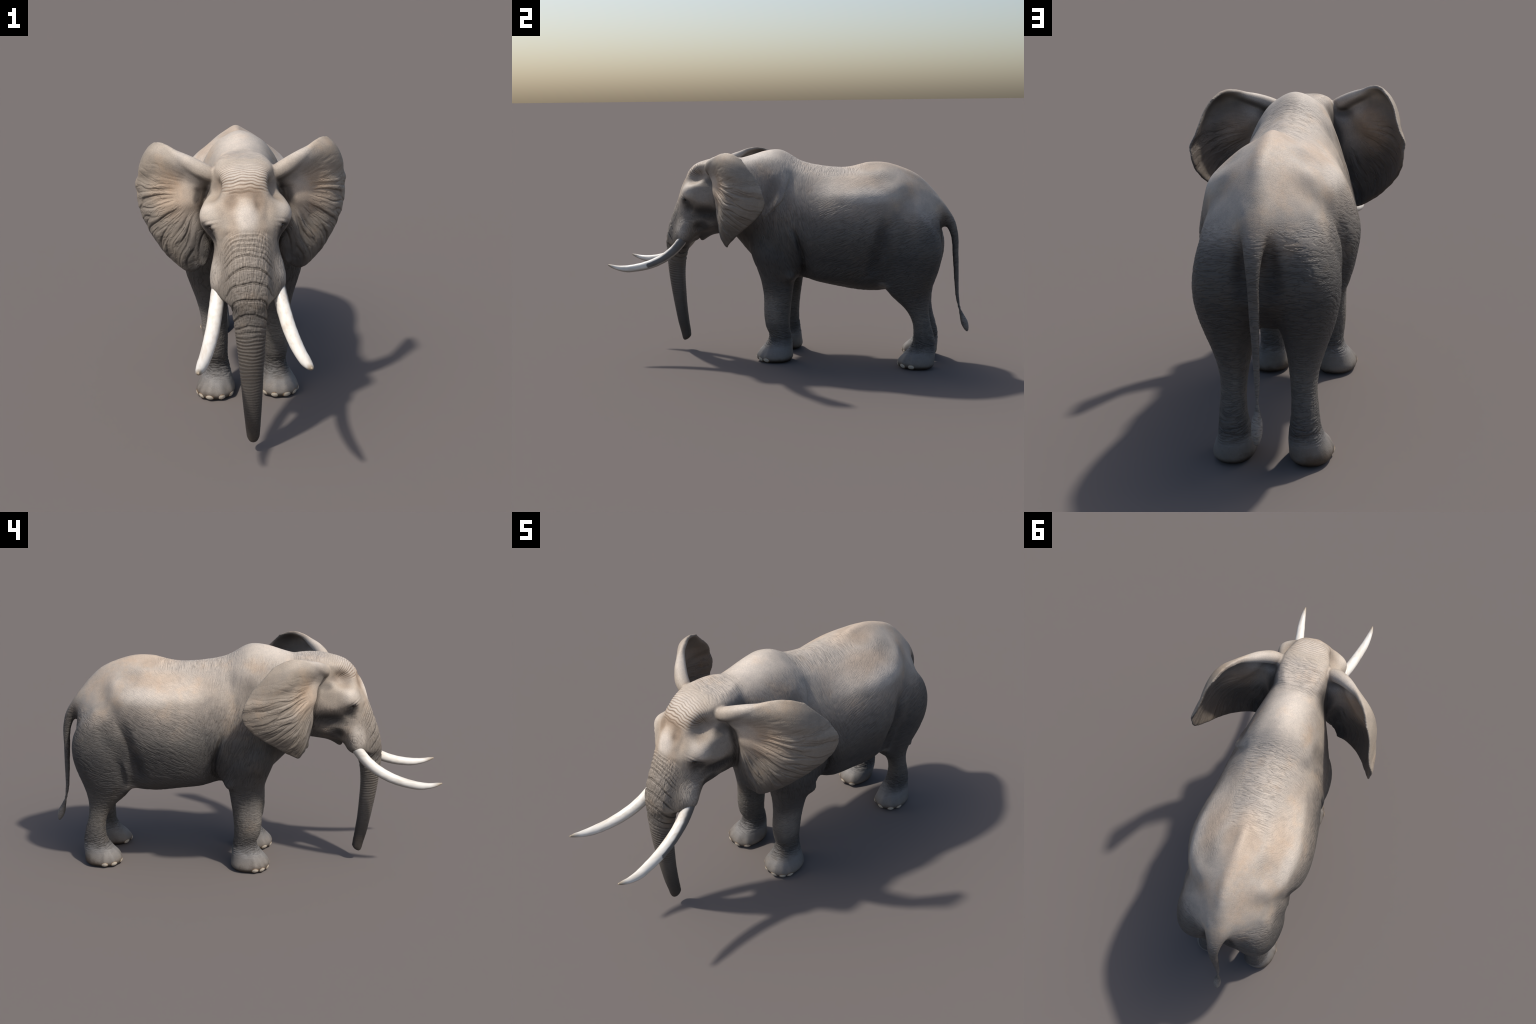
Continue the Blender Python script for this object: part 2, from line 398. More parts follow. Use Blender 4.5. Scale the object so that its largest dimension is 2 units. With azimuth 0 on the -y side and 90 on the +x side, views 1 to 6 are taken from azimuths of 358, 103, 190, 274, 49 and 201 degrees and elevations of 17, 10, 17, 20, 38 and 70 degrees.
kd = kdtree.KDTree(NS * NU)
for i, p in enumerate(eg_wavy.reshape(-1, 3)): kd.insert(p, i)
kd.balance()
def ear_coords(v):
    """Row, reach and nearness to the ear sheet, for every vertex near an ear."""
    s = np.zeros(len(v)); u = np.zeros(len(v)); d = np.full(len(v), 9.0); front = np.zeros(len(v))
    near = np.where((v[:, 1] > -.46) & (v[:, 1] < .01) & (abs(v[:, 0]) > .09) & (v[:, 2] > .58))[0]
    fs, fu = es.ravel(), eu.ravel(); g = eg_wavy.reshape(-1, 3); n = en.reshape(-1, 3)
    for i in near:
        p = v[i].copy(); p[0] = abs(p[0])
        _, j, dist = kd.find(p)
        s[i], u[i], d[i] = fs[j], fu[j], dist; front[i] = (p - g[j]) @ n[j]
    return s, u, d, front

net = Net(body); v = co(body)
s_, u_, d_, fr_ = ear_coords(v)
root = (d_ < .05) * sstep(.42, .25, u_) * (v[:, 1] > -.43)
fold = (d_ < .05) * sstep(.30, .16, s_)                      # under the rolled top
for _ in range(4): root = net.mean(root); fold = net.mean(fold)
back_side = sstep(.002, -.006, fr_)
fold *= .30 + .70 * sstep(.22, .45, u_)
smooth(body, net, np.clip(root * (.20 + .80 * back_side) + fold, 0, 1), 60, hollow_only=True)
topm = (d_ < .045) * sstep(.42, .25, s_) * sstep(.92, .80, u_) * sstep(.16, .30, u_)
for _ in range(3): topm = net.mean(topm)
smooth(body, net, topm, 14)
smooth(body, net, np.ones(len(v)) * .6, 2)

# ----------------------------------------------------------------- wrinkles
v0, quads = subdivide(body)
n0 = quad_normals(v0, quads)
v = v0.astype(np.float32)
s_, u_, d_, fr_ = ear_coords(v)
ear_w = sstep(.038, .030, d_) * sstep(.10, .18, u_)
x, y, z = v.T; ax = abs(x)
warp = np.c_[noise(v * 9, 11), noise(v * 9, 12), noise(v * 9, 13)] * .014
p = v + warp
h = np.zeros(len(v), np.float32)
def grooves(weight, amount, across, along, across_len, along_len, seed, third=None):
    """Thin furrows between low cushions, running along 'along'; only where weight > 0."""
    global h
    i = np.where(weight > .01)[0]
    t = third[i] / along_len if third is not None else np.zeros(len(i))
    a = noise(np.c_[across[i] / across_len, along[i] / along_len, t], seed)
    h[i] -= weight[i] * (amount[i] if np.ndim(amount) else amount) * np.exp(-(a / .15) ** 2)
trunk_w = sstep(-.57, -.60, y) * sstep(.895, .865, z) * (1 - sstep(.072, .095, ax) * sstep(.54, .60, z))
head_w = sstep(-.30, -.38, y) * sstep(.58, .64, z)
leg_f = sstep(.52, .40, z) * sstep(.20, .14, y) * (y > -.25)
leg_h = sstep(.46, .34, z) * sstep(.50, .56, y) * sstep(.88, .86, y)
tail_w = sstep(.865, .885, y) * sstep(.80, .77, z)
core = np.clip(1 - trunk_w - head_w - leg_f - leg_h - tail_w - ear_w, 0, 1)
# furrows: slanted on the flank, across the back, upright behind the ear, level on the thigh
top_w = sstep(.13, .07, ax) * sstep(.85, .95, z)
front_w = sstep(.28, .12, y) * (1 - top_w); thigh_w = sstep(.54, .62, y) * (1 - top_w)
flank_w = np.clip(1 - top_w - front_w - thigh_w, 0, 1)
low = 1 - .80 * sstep(.78, .94, z)
grooves(core * top_w * sstep(.46, .38, y) * sstep(-.02, .07, y), .0010, p[:, 1], p[:, 0], .012, .07, 21)
grooves(core * flank_w * low * (.6 + .4 * sstep(.86, .76, z)), .0013, p[:, 2] * .91 - p[:, 1] * .42, p[:, 1] * .91 + p[:, 2] * .42, .012, .075, 22, p[:, 0])
grooves(core * front_w * (.35 + .65 * low), .0014, p[:, 1] * .95 + p[:, 2] * .30, p[:, 2], .012, .070, 23, p[:, 0])
grooves(core * thigh_w * sstep(.86, .78, z), .0012, p[:, 2] * .95 - p[:, 1] * .30, p[:, 1], .012, .055, 24, p[:, 0])
for w, cx0, cy0 in ((leg_f, .135, -.03), (leg_h, .125, .74)):
    ang = np.arctan2(p[:, 1] - cy0, abs(p[:, 0]) - cx0) * .06
    deep = .0009 + .0020 * np.exp(-((z - .135) / .045) ** 2)
    slope = p[:, 2] + .25 * (p[:, 1] - cy0) * np.sin(z * 9)
    grooves(w * sstep(.06, .10, z), deep, slope, ang, .011, .06, 31)
    grooves(w * sstep(.09, .13, z), .0006, ang, p[:, 2], .014, .03, 32)
# forehead: rings that arch over the brow
fore = sstep(.112, .080, ax) * sstep(1.000, 1.022, z) * head_w * (1 - ear_w)
arc = .115 * np.arctan2(z - .985, -(y + .435)) + 1.6 * x * x
fq = (arc + .0016 * np.sin(x * 60 + z * 40) + .0016 * np.sin(x * 133 - z * 71)) / .0122
fore_d = abs(fq - np.round(fq)) * .0122
h -= fore * sstep(-.42, -.47, y) * .0032 * (.35 + .65 * sstep(1.10, 1.05, z)) * (.55 + .45 * np.sin(np.round(fq) * 1.7 + x * 38)) * np.exp(-(fore_d / .0026) ** 2)
grooves(fore * sstep(-.48, -.41, y) , .0016, p[:, 1], p[:, 0], .012, .06, 42)
cheek = head_w * (1 - ear_w) * sstep(.08, .11, ax) * sstep(.93, .86, z)
grooves(cheek, .0009, p[:, 1] * .95 + p[:, 2] * .3, p[:, 2], .010, .06, 43)
# eyelids: two ridges round a slit that slopes down to the rear
ex, ez = (y + .552), (z - .886) + .55 * (y + .552)
lid = np.exp(-(ex / .020) ** 2) * (ax > .09) * (y < -.45)
h += lid * .0030 * (np.exp(-((ez - .0085) / .0045) ** 2) + .8 * np.exp(-((ez + .0085) / .0045) ** 2))
h -= lid * .0030 * np.exp(-(ez / .0045) ** 2)
h -= np.exp(-(ex / .03) ** 2) * (ax > .09) * (y < -.45) * .0010 * (np.exp(-((ez - .018) / .003) ** 2) + np.exp(-((ez + .018) / .003) ** 2))
# trunk: furrows drawn back and down round the upper trunk, crowded level rings below
tr = np.array(sorted(TRUNK)); front_line = np.interp(z, np.r_[tr[:, 0], .80, .85, .90, .95], np.r_[tr[:, 1], -.661, -.641, -.620, -.600])
zz = z + sstep(.46, .62, z) * 1.0 * np.clip(y - front_line, 0, .10) + .12 * np.clip(y - front_line, 0, .1)
marks = np.array([.886,.872,.857,.841,.825,.808,.763,.712,.655,.600,.553,.528] + [.508 - .0145 * i for i in range(14)]
                 + [.305 - .0115 * i for i in range(23)])
tz, ring_i = marks[::-1], np.arange(len(marks))[::-1].astype(float)
wob = .0020 * np.sin(x * 48 + z * 31) + .0011 * np.sin(x * 97 - z * 57)
ph = np.interp(zz + wob, tz, ring_i); nearest = np.round(ph)
gap = np.interp(z, [.05, .3, .51, .54, .56, .62, .76, .80, .82, .88], [.0115, .0125, .0145, .024, .045, .056, .050, .045, .0165, .0145])
dist = abs(ph - nearest) * gap
major = np.where((z > .53) & (z < .79), 1.0, .7)
grow = np.interp(z, [.05, .2, .35, .5, .6, .75, .88], [.0006, .0010, .0018, .0030, .0048, .0046, .0036])
h -= trunk_w * grow * major * np.exp(-(dist / .0042) ** 2)
hatch = trunk_w * sstep(.42, .60, z) * sstep(.085, .060, ax)
grooves(hatch, .0018, x + warp[:, 1] * .2, zz, .0100, .045, 52)
grooves(hatch, .0010, zz + warp[:, 2] * .1, x, .010, .05, 53)
grooves(tail_w, .0007, p[:, 2], p[:, 0], .012, .05, 61)
# ear: pleats that fan from the root to the rim
ew_ = ear_w * sstep(.12, .24, s_)
i = np.where(ew_ > .01)[0]; si, ui = s_[i], u_[i]
rh = (ax[i] - .165) * .62 + (y[i] + .365) * .79; dz = z[i] - .985
fan = np.arctan2(dz, np.maximum(rh, -.03) + .03); rad = np.hypot(rh + .03, dz)
pl = noise(np.c_[fan * 8.5 + .40 * noise(np.c_[fan * 3, rad * 9, fan * 0], 72), rad * 3.6, fan * 0], 71)
pl += .14 * noise(np.c_[fan * 19 + .8 * noise(np.c_[fan * 4, rad * 20, fan * 0], 75), rad * 9, fan * 0], 76)
crest = np.where(fr_[i] > 0, 1, -.40)
pleat = sstep(.095, .20, rad) * (.25 + .75 * sstep(.10, -.30, fan)) * (1 - .45 * sstep(.60, .85, ui)) * (1 - .8 * sstep(.88, .99, ui)) * sstep(.12, .26, si)
h[i] += ew_[i] * crest * (pl * .0105 - .0040 * np.exp(-(pl / .10) ** 2)) * pleat
pf = noise(np.c_[si * 62 + noise(v[i] * 20, 74) * 1.0, ui * 4, si * 0], 73)
h[i] += ew_[i] * pf * .0007 * sstep(.15, .5, ui)
# toes: low swells above the nails
for s in (1, -1):
    for cx0, cy0, y0, angs in ((.137, -.045, -.3, (-46, -14, 18, 44, 68)), (.132, .725, .5, (-30, 6, 42, 76))):
        i = np.where((z < .11) & (x * s > 0) & (y > y0) & (y < y0 + .5))[0]
        an = np.degrees(np.arctan2(x[i] * s - cx0, -(y[i] - cy0)))
        for a0 in angs:
            h[i] += .0042 * np.exp(-((an - a0) / 10.5) ** 2) * sstep(.10, .03, z[i]) * sstep(.0, .012, z[i])
def along(pts, reach, right=0.0):
    """Signed distance in side view from a line drawn down the flank (y, z), and how near its ends."""
    q = np.array(sorted(pts, key=lambda t: t[1])); line = hermite(q[:, 1], q[:, 0], z)
    ends = sstep(q[0, 1] - reach, q[0, 1] + reach, z) * sstep(q[-1, 1] + reach, q[-1, 1] - reach, z)
    return y - line, ends
d1, e1 = along([(.040,1.01),(.030,.965),(.006,.885),(-.040,.84),(-.080,.805)], .03)
side_w = (ax > .10) * (1 - ear_w)
h += side_w * (x > 0) * e1 * .0075 * (sstep(.006, -.006, d1) * sstep(-.075, -.01, d1) + .0)
d2, e2 = along([(.085,.74),(.112,.66),(.128,.58),(.122,.52),(.100,.475)], .03)
h -= side_w * e2 * sstep(.13, .17, ax) * (.011 * np.exp(-(d2 / .010) ** 2) - .004 * np.exp(-((d2 + .03) / .02) ** 2))
d3, e3 = along([(.600,.80),(.572,.74),(.548,.68),(.520,.60),(.500,.53)], .04)
h -= side_w * e3 * .004 * np.exp(-(d3 / .014) ** 2)
d4, e4 = along([(.600,.400),(.572,.450),(.560,.520),(.570,.600)], .03)
h += side_w * e4 * sstep(.10, .14, ax) * (.0065 * np.exp(-(d4 / .014) ** 2) - .003 * np.exp(-((d4 - .035) / .018) ** 2))
V = v0 + n0 * h[:, None]
N = quad_normals(V, quads)

# ----------------------------------------------------------------- materials
def nodes_of(name):
    m = bpy.data.materials.new(name); m.use_nodes = True
    nt = m.node_tree; b = nt.nodes["Principled BSDF"]
    return m, nt, b
class G:
    """Small helper for building node graphs."""
    def __init__(self, nt): self.nt = nt
    def n(self, kind, **kw):
        x = self.nt.nodes.new(kind)
        for k, val in kw.items(): setattr(x, k, val)
        return x
    def link(self, a, b): self.nt.links.new(a, b)
    def put(self, sock, val):
        if hasattr(val, "is_output"): self.link(val, sock)
        else: sock.default_value = val
    def math(self, op, a, b=0.0, c=None, clamp=False):
        x = self.n("ShaderNodeMath", operation=op, use_clamp=clamp)
        self.put(x.inputs[0], a); self.put(x.inputs[1], b)
        if c is not None: self.put(x.inputs[2], c)
        return x.outputs[0]
    def ramp(self, val, lo, hi, a=0.0, b=1.0):
        x = self.n("ShaderNodeMapRange", interpolation_type="SMOOTHSTEP")
        self.put(x.inputs["Value"], val); self.put(x.inputs["From Min"], lo); self.put(x.inputs["From Max"], hi)
        self.put(x.inputs["To Min"], a); self.put(x.inputs["To Max"], b)
        return x.outputs["Result"]
    def mix(self, f, a, b, blend="MIX"):
        x = self.n("ShaderNodeMix", data_type="RGBA", blend_type=blend)
        self.put(x.inputs[0], f); self.put(x.inputs[6], a); self.put(x.inputs[7], b)
        return x.outputs[2]
    def noise(self, vec, scale, detail=4, rough=.55, dist=0.0):
        x = self.n("ShaderNodeTexNoise"); self.put(x.inputs["Vector"], vec)
        x.inputs["Scale"].default_value = scale; x.inputs["Detail"].default_value = detail
        x.inputs["Roughness"].default_value = rough; x.inputs["Distortion"].default_value = dist
        return x.outputs["Fac"]
    def mapping(self, vec, scale=(1, 1, 1), rot=(0, 0, 0)):
        x = self.n("ShaderNodeMapping"); self.link(vec, x.inputs["Vector"])
        x.inputs["Scale"].default_value = scale; x.inputs["Rotation"].default_value = rot
        return x.outputs["Vector"]

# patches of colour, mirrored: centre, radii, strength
DARK = [((.135,-.548,.876),(.042,.036,.030),.88), ((.125,-.532,.845),(.032,.042,.042),.85), ((.140,-.435,.805),(.06,.12,.046),.95),  # painted occlusion: eye sockets, cheek hollows, armpits, groin, ear roots
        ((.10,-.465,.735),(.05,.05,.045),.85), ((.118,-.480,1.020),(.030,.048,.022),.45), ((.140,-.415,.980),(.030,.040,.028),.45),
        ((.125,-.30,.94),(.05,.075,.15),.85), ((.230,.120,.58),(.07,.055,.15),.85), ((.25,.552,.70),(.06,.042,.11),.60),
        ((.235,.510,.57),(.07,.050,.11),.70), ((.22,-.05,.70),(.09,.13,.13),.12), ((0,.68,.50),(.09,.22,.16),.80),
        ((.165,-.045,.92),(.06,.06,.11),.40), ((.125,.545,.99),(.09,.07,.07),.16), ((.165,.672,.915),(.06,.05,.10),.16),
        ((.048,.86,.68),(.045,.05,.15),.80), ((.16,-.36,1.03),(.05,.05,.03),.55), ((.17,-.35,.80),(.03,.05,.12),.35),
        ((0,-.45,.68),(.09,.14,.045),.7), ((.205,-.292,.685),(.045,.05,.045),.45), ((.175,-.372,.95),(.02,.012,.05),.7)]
PALE = [((0,-.15,1.12),(.09,.10,.06),.42), ((.17,.28,.95),(.09,.13,.055),.32), ((.17,.60,.95),(.08,.11,.055),.30), ((0,.975,.22),(.04,.04,.06),.26), ((0,.93,.45),(.05,.05,.25),.09), ((0,-.608,.935),(.045,.05,.060),.85), ((.143,-.548,.930),(.05,.06,.045),.45),
        ((.19,.46,.925),(.09,.15,.050),.60), ((.18,.717,.85),(.08,.08,.10),.18), ((.10,.765,.86),(.12,.10,.10),.34), ((.175,-.06,.30),(.05,.06,.10),.14), ((.178,.555,.45),(.030,.035,.030),.16),
        ((.25,-.33,1.13),(.14,.10,.045),.25), ((.125,-.58,.72),(.04,.05,.06),.35), ((0,-.50,1.07),(.09,.08,.05),.45)]
WARM = [((.15,.40,.985),(.10,.16,.065),.52), ((0,.46,1.08),(.10,.16,.07),.48), ((0,-.58,.98),(.10,.08,.09),.45), ((.265,-.30,.96),(.11,.12,.10),.50), ((.10,.72,.95),(.10,.12,.09),.36),
        ((.13,.19,.97),(.10,.10,.06),.20), ((.05,-.62,.90),(.03,.05,.05),.3)]

BROWN = [((.050,-.575,.985),(.026,.05,.040),.75), ((.025,-.572,1.010),(.05,.04,.018),.70), ((.118,-.485,1.018),(.050,.055,.036),.55), ((.120,-.505,.990),(.035,.045,.028),.45),
         ((.06,.46,1.06),(.05,.05,.03),.25)]

def skin_material(name, ear=False):
    m, nt, b = nodes_of(name); g = G(nt)
    tc = g.n("ShaderNodeTexCoord").outputs["Object"]
    sep = g.n("ShaderNodeSeparateXYZ"); g.link(tc, sep.inputs[0]); X, Y, Z = sep.outputs
    AX = g.math("ABSOLUTE", X)
    nsep = g.n("ShaderNodeSeparateXYZ"); g.link(g.n("ShaderNodeNewGeometry").outputs["Normal"], nsep.inputs[0])
    NX, NY, NZ = nsep.outputs
    wv = g.n("ShaderNodeTexNoise"); g.link(tc, wv.inputs["Vector"]); wv.inputs["Scale"].default_value = 9; wv.inputs["Detail"].default_value = 2
    wob = g.n("ShaderNodeVectorMath", operation="MULTIPLY_ADD"); g.link(wv.outputs["Color"], wob.inputs[0])
    wob.inputs[1].default_value = (.035, .035, .035); g.link(tc, wob.inputs[2])
    ws = g.n("ShaderNodeSeparateXYZ"); g.link(wob.outputs[0], ws.inputs[0]); PX, PY, PZ = ws.outputs
    patch = g.noise(tc, 5.5, 5, .62); fine = g.noise(tc, 42, 5, .6)
    axw = g.n("ShaderNodeCombineXYZ"); g.link(AX, axw.inputs[0]); g.link(Y, axw.inputs[1]); g.link(Z, axw.inputs[2])
    jit = g.n("ShaderNodeVectorMath", operation="MULTIPLY_ADD"); g.link(wv.outputs["Color"], jit.inputs[0])
    jit.inputs[1].default_value = (.03, .03, .03); g.link(axw.outputs[0], jit.inputs[2])
    def blobs(items):
        total = 0.0
        for c, r, w in items:
            d = g.n("ShaderNodeVectorMath", operation="SUBTRACT"); g.link(jit.outputs[0], d.inputs[0]); d.inputs[1].default_value = tuple(q + .015 for q in c)
            e = g.n("ShaderNodeVectorMath", operation="DIVIDE"); g.link(d.outputs[0], e.inputs[0]); e.inputs[1].default_value = r
            l = g.n("ShaderNodeVectorMath", operation="LENGTH"); g.link(e.outputs[0], l.inputs[0])
            k = g.ramp(l.outputs["Value"], 1.30, .40, 0, w)
            total = k if total == 0.0 else g.math("MAXIMUM", total, k)
        return total
    # body ground colour by height, with overhead light and belly shade baked in
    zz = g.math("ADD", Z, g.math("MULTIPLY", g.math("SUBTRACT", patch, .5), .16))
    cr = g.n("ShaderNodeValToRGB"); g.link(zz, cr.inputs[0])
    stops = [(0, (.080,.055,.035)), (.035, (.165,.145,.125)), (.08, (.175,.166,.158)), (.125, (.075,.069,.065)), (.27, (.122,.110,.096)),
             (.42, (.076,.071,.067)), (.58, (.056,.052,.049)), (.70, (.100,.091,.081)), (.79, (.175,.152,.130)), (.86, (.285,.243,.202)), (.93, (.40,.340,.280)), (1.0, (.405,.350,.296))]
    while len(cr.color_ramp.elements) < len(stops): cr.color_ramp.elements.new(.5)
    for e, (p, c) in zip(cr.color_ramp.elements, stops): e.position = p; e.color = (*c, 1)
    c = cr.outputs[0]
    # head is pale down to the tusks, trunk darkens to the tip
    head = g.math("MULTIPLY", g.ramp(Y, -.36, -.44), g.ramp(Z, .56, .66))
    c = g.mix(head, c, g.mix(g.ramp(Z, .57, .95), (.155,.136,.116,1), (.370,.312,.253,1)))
    trunk = g.math("MULTIPLY", g.ramp(Y, -.52, -.56), g.ramp(Z, .62, .56))
    c = g.mix(trunk, c, g.mix(g.ramp(Z, .10, .58), (.045,.040,.036,1), (.155,.137,.118,1)))
    if ear:
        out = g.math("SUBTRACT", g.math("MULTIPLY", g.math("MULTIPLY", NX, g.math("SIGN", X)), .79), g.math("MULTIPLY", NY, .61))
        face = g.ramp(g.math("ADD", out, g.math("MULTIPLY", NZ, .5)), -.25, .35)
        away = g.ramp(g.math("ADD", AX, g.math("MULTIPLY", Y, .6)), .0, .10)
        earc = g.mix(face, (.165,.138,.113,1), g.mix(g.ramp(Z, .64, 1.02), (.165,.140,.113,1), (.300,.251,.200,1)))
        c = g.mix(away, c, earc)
    c = g.mix(g.ramp(NZ, .35, .95, 0, .55), c, g.mix(1.0, c, (1.38, 1.38, 1.36, 1), "MULTIPLY"))  # upward faces brightened to look lit from above
    c = g.mix(g.math("MULTIPLY", g.math("MULTIPLY", g.ramp(NZ, -.05, -.75), .65), g.ramp(Z, .06, .2)), c, (.045,.042,.040,1))  # downward faces tinted near black for underside shadow
    c = g.mix(blobs(WARM), c, (.50,.365,.255,1))
    c = g.mix(blobs(BROWN), c, (.26,.188,.130,1))
    c = g.mix(blobs(PALE), c, (.66,.585,.505,1))
    c = g.mix(g.math("MULTIPLY", g.ramp(patch, .52, .74), .50), c, g.mix(1.0, c, (1.22, 1.02, .82, 1), "MULTIPLY"))
    c = g.mix(g.math("MULTIPLY", g.ramp(patch, .50, .26), .48), c, g.mix(1.0, c, (.72, .75, .80, 1), "MULTIPLY"))
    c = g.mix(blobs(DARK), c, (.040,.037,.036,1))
    c = g.mix(g.ramp(fine, .35, .75, 0, .35), c, g.mix(1.0, c, (1.35, 1.32, 1.28, 1), "MULTIPLY"))
    if not ear:
        # pale frayed edge of the fold behind the left ear
        fl_d = g.math("SUBTRACT", Y, g.math("ADD", g.math("MULTIPLY", g.math("SUBTRACT", Z, .965), .69), .022))
        band = g.math("MULTIPLY", g.ramp(g.math("ABSOLUTE", fl_d), .030, .012), g.math("MULTIPLY", g.ramp(Z, .79, .83), g.ramp(Z, .985, .95)))
        band = g.math("MULTIPLY", g.math("MULTIPLY", band, g.ramp(X, .10, .13)), g.ramp(g.noise(tc, 70, 4, .7), .40, .58, .25, .9))
        c = g.mix(g.math("MULTIPLY", band, .8), c, (.30,.275,.25,1))
    # fine furrows, running with the folds of each region
    def furrows(u, a, across, along, width=.055):
        v = g.n("ShaderNodeCombineXYZ")
        g.put(v.inputs[0], g.math("MULTIPLY", u, 1 / across)); g.put(v.inputs[1], g.math("MULTIPLY", a, 1 / along)); g.put(v.inputs[2], g.math("MULTIPLY", PX, 1 / along))
        n = g.noise(v.outputs[0], 1.0, 2, .5)
        return g.ramp(g.math("ABSOLUTE", g.math("SUBTRACT", n, .5)), width, 0.0)
    def lin(a, ka, b_, kb): return g.math("ADD", g.math("MULTIPLY", a, ka), g.math("MULTIPLY", b_, kb))
    if ear:
        ang = g.math("ARCTAN2", g.math("SUBTRACT", Z, .985), g.math("ADD", lin(g.math("SUBTRACT", AX, .165), .62, g.math("SUBTRACT", Y, -.365), .79), .03))
        rad = g.math("POWER", g.math("ADD", g.math("POWER", g.math("SUBTRACT", Z, .98), 2), g.math("POWER", g.math("SUBTRACT", AX, .17), 2)), .5)
        line = g.math("MULTIPLY", furrows(g.math("ADD", ang, g.math("MULTIPLY", g.math("SUBTRACT", fine, .5), .1)), rad, .10, .16, .045), g.math("MULTIPLY", g.ramp(rad, .06, .16), g.ramp(Z, 1.04, .98)))
        depth = .20
    else:
        top = g.math("MULTIPLY", g.ramp(AX, .13, .07), g.ramp(Z, .86, .94))
        front = g.ramp(PY, .28, .12); thigh = g.ramp(PY, .54, .63)
        l = furrows(lin(PZ, .91, PY, -.42), lin(PY, .91, PZ, .42), .0085, .075)
        l = g.math("ADD", g.math("MULTIPLY", l, g.math("SUBTRACT", 1, front)), g.math("MULTIPLY", furrows(lin(PY, .95, PZ, .3), PZ, .0085, .07), front))
        l = g.math("ADD", g.math("MULTIPLY", l, g.math("SUBTRACT", 1, thigh)), g.math("MULTIPLY", furrows(lin(PZ, .95, PY, -.3), PY, .0085, .055), g.math("MULTIPLY", thigh, g.ramp(Z, .88, .78))))
        l = g.math("ADD", g.math("MULTIPLY", l, g.math("SUBTRACT", 1, top)), g.math("MULTIPLY", g.math("MULTIPLY", furrows(PY, PX, .0095, .12), g.math("MULTIPLY", g.ramp(PY, .48, .40), g.math("ADD", g.ramp(PY, -.02, .08), g.ramp(PY, -.20, -.26)))), g.math("MULTIPLY", top, .75)))
        legs = g.ramp(Z, .52, .40)
        l = g.math("ADD", g.math("MULTIPLY", l, g.math("SUBTRACT", 1, legs)), g.math("MULTIPLY", furrows(PZ, PY, .0075, .05), legs))
        l = g.math("MULTIPLY", l, g.math("SUBTRACT", 1, g.math("MULTIPLY", g.math("MULTIPLY", g.ramp(Z, .80, .92), .75), g.math("SUBTRACT", 1, top))))
        hd = g.ramp(PY, -.34, -.40)
        hl = g.math("MULTIPLY", furrows(PX, PZ, .0070, .06), g.math("MULTIPLY", g.ramp(Z, .54, .60), g.ramp(Z, .88, .80)))
        # the rings of the trunk and of the forehead, darkest in their furrows
        def curve(val, lo, hi, pts):
            mr = g.n("ShaderNodeMapRange"); g.put(mr.inputs["Value"], val); mr.inputs["From Min"].default_value = lo; mr.inputs["From Max"].default_value = hi
            fc = g.n("ShaderNodeFloatCurve"); g.link(mr.outputs["Result"], fc.inputs["Value"]); cv = fc.mapping.curves[0]
            for i, (a, q) in enumerate(pts):
                a = (a - lo) / (hi - lo)
                if i < 2: cv.points[i].location = (a, q); cv.points[i].handle_type = "VECTOR"
                else: cv.points.new(a, q).handle_type = "VECTOR"
            fc.mapping.update()
            return fc.outputs["Value"]
        fz = sorted((float(a), float(q)) for a, q in zip(np.r_[tr[:, 0], .80, .85, .90, .95], np.r_[tr[:, 1], -.661, -.641, -.620, -.600]) if a > .42)
        fl = g.math("SUBTRACT", curve(Z, .43, .95, [(a, q + 1.0) for a, q in fz]), 1.0)
        back = g.math("MAXIMUM", g.math("SUBTRACT", Y, fl), 0); back = g.math("MINIMUM", back, .10)
        def sines(a1, kx1, kz1, a2, kx2, kz2):
            s1 = g.math("MULTIPLY", g.math("SINE", lin(X, kx1, Z, kz1)), a1); s2 = g.math("MULTIPLY", g.math("SINE", lin(X, kx2, Z, kz2)), a2)
            return g.math("ADD", s1, s2)
        zz_ = g.math("ADD", g.math("ADD", Z, g.math("MULTIPLY", back, g.math("ADD", g.ramp(Z, .46, .62), .12))), sines(.0020, 48, 31, .0011, 97, -57))
        up_m = [q for q in sorted(marks) if q > .50]
        phase = g.math("MULTIPLY", curve(zz_, .50, .90, [(q, i / len(up_m)) for i, q in enumerate(up_m)]), float(len(up_m)))
        def near_int(q): return g.math("ABSOLUTE", g.math("SUBTRACT", q, g.math("ROUND", q)))
        slopez = g.math("MULTIPLY", near_int(phase), g.ramp(Z, .815, .790, .0155, .050))
        upper = g.math("MULTIPLY", g.ramp(slopez, .0045, .0008), g.math("MULTIPLY", g.ramp(Z, .50, .53), g.ramp(Z, .895, .87)))
        lowph = near_int(g.math("MULTIPLY", g.math("SUBTRACT", .508, zz_), 1 / .0145))
        lower = g.math("MULTIPLY", g.ramp(lowph, .30, .05), g.math("MULTIPLY", g.ramp(Z, .52, .50), g.ramp(Z, .30, .34)))
        tside = g.math("MULTIPLY", g.math("MULTIPLY", g.ramp(Y, -.57, -.60), g.ramp(AX, .10, .075)), g.math("ADD", g.math("MULTIPLY", g.ramp(Y, -.62, -.66), .6), .4))
        rings = g.math("MULTIPLY", g.math("MAXIMUM", upper, lower), tside)
        ar = g.math("ADD", g.math("MULTIPLY", g.math("ARCTAN2", g.math("SUBTRACT", Z, .985), g.math("MULTIPLY", g.math("ADD", Y, .435), -1.0)), .115), g.math("MULTIPLY", g.math("MULTIPLY", X, X), 1.6))
        fa = near_int(g.math("DIVIDE", g.math("ADD", ar, sines(.0016, 60, 40, .0016, 133, -71)), .0122))
        fore_l = g.math("MULTIPLY", g.math("MULTIPLY", g.ramp(fa, .30, .05), g.ramp(Y, -.42, -.47)), g.math("MULTIPLY", g.ramp(Z, 1.0, 1.022), g.ramp(AX, .112, .080)))
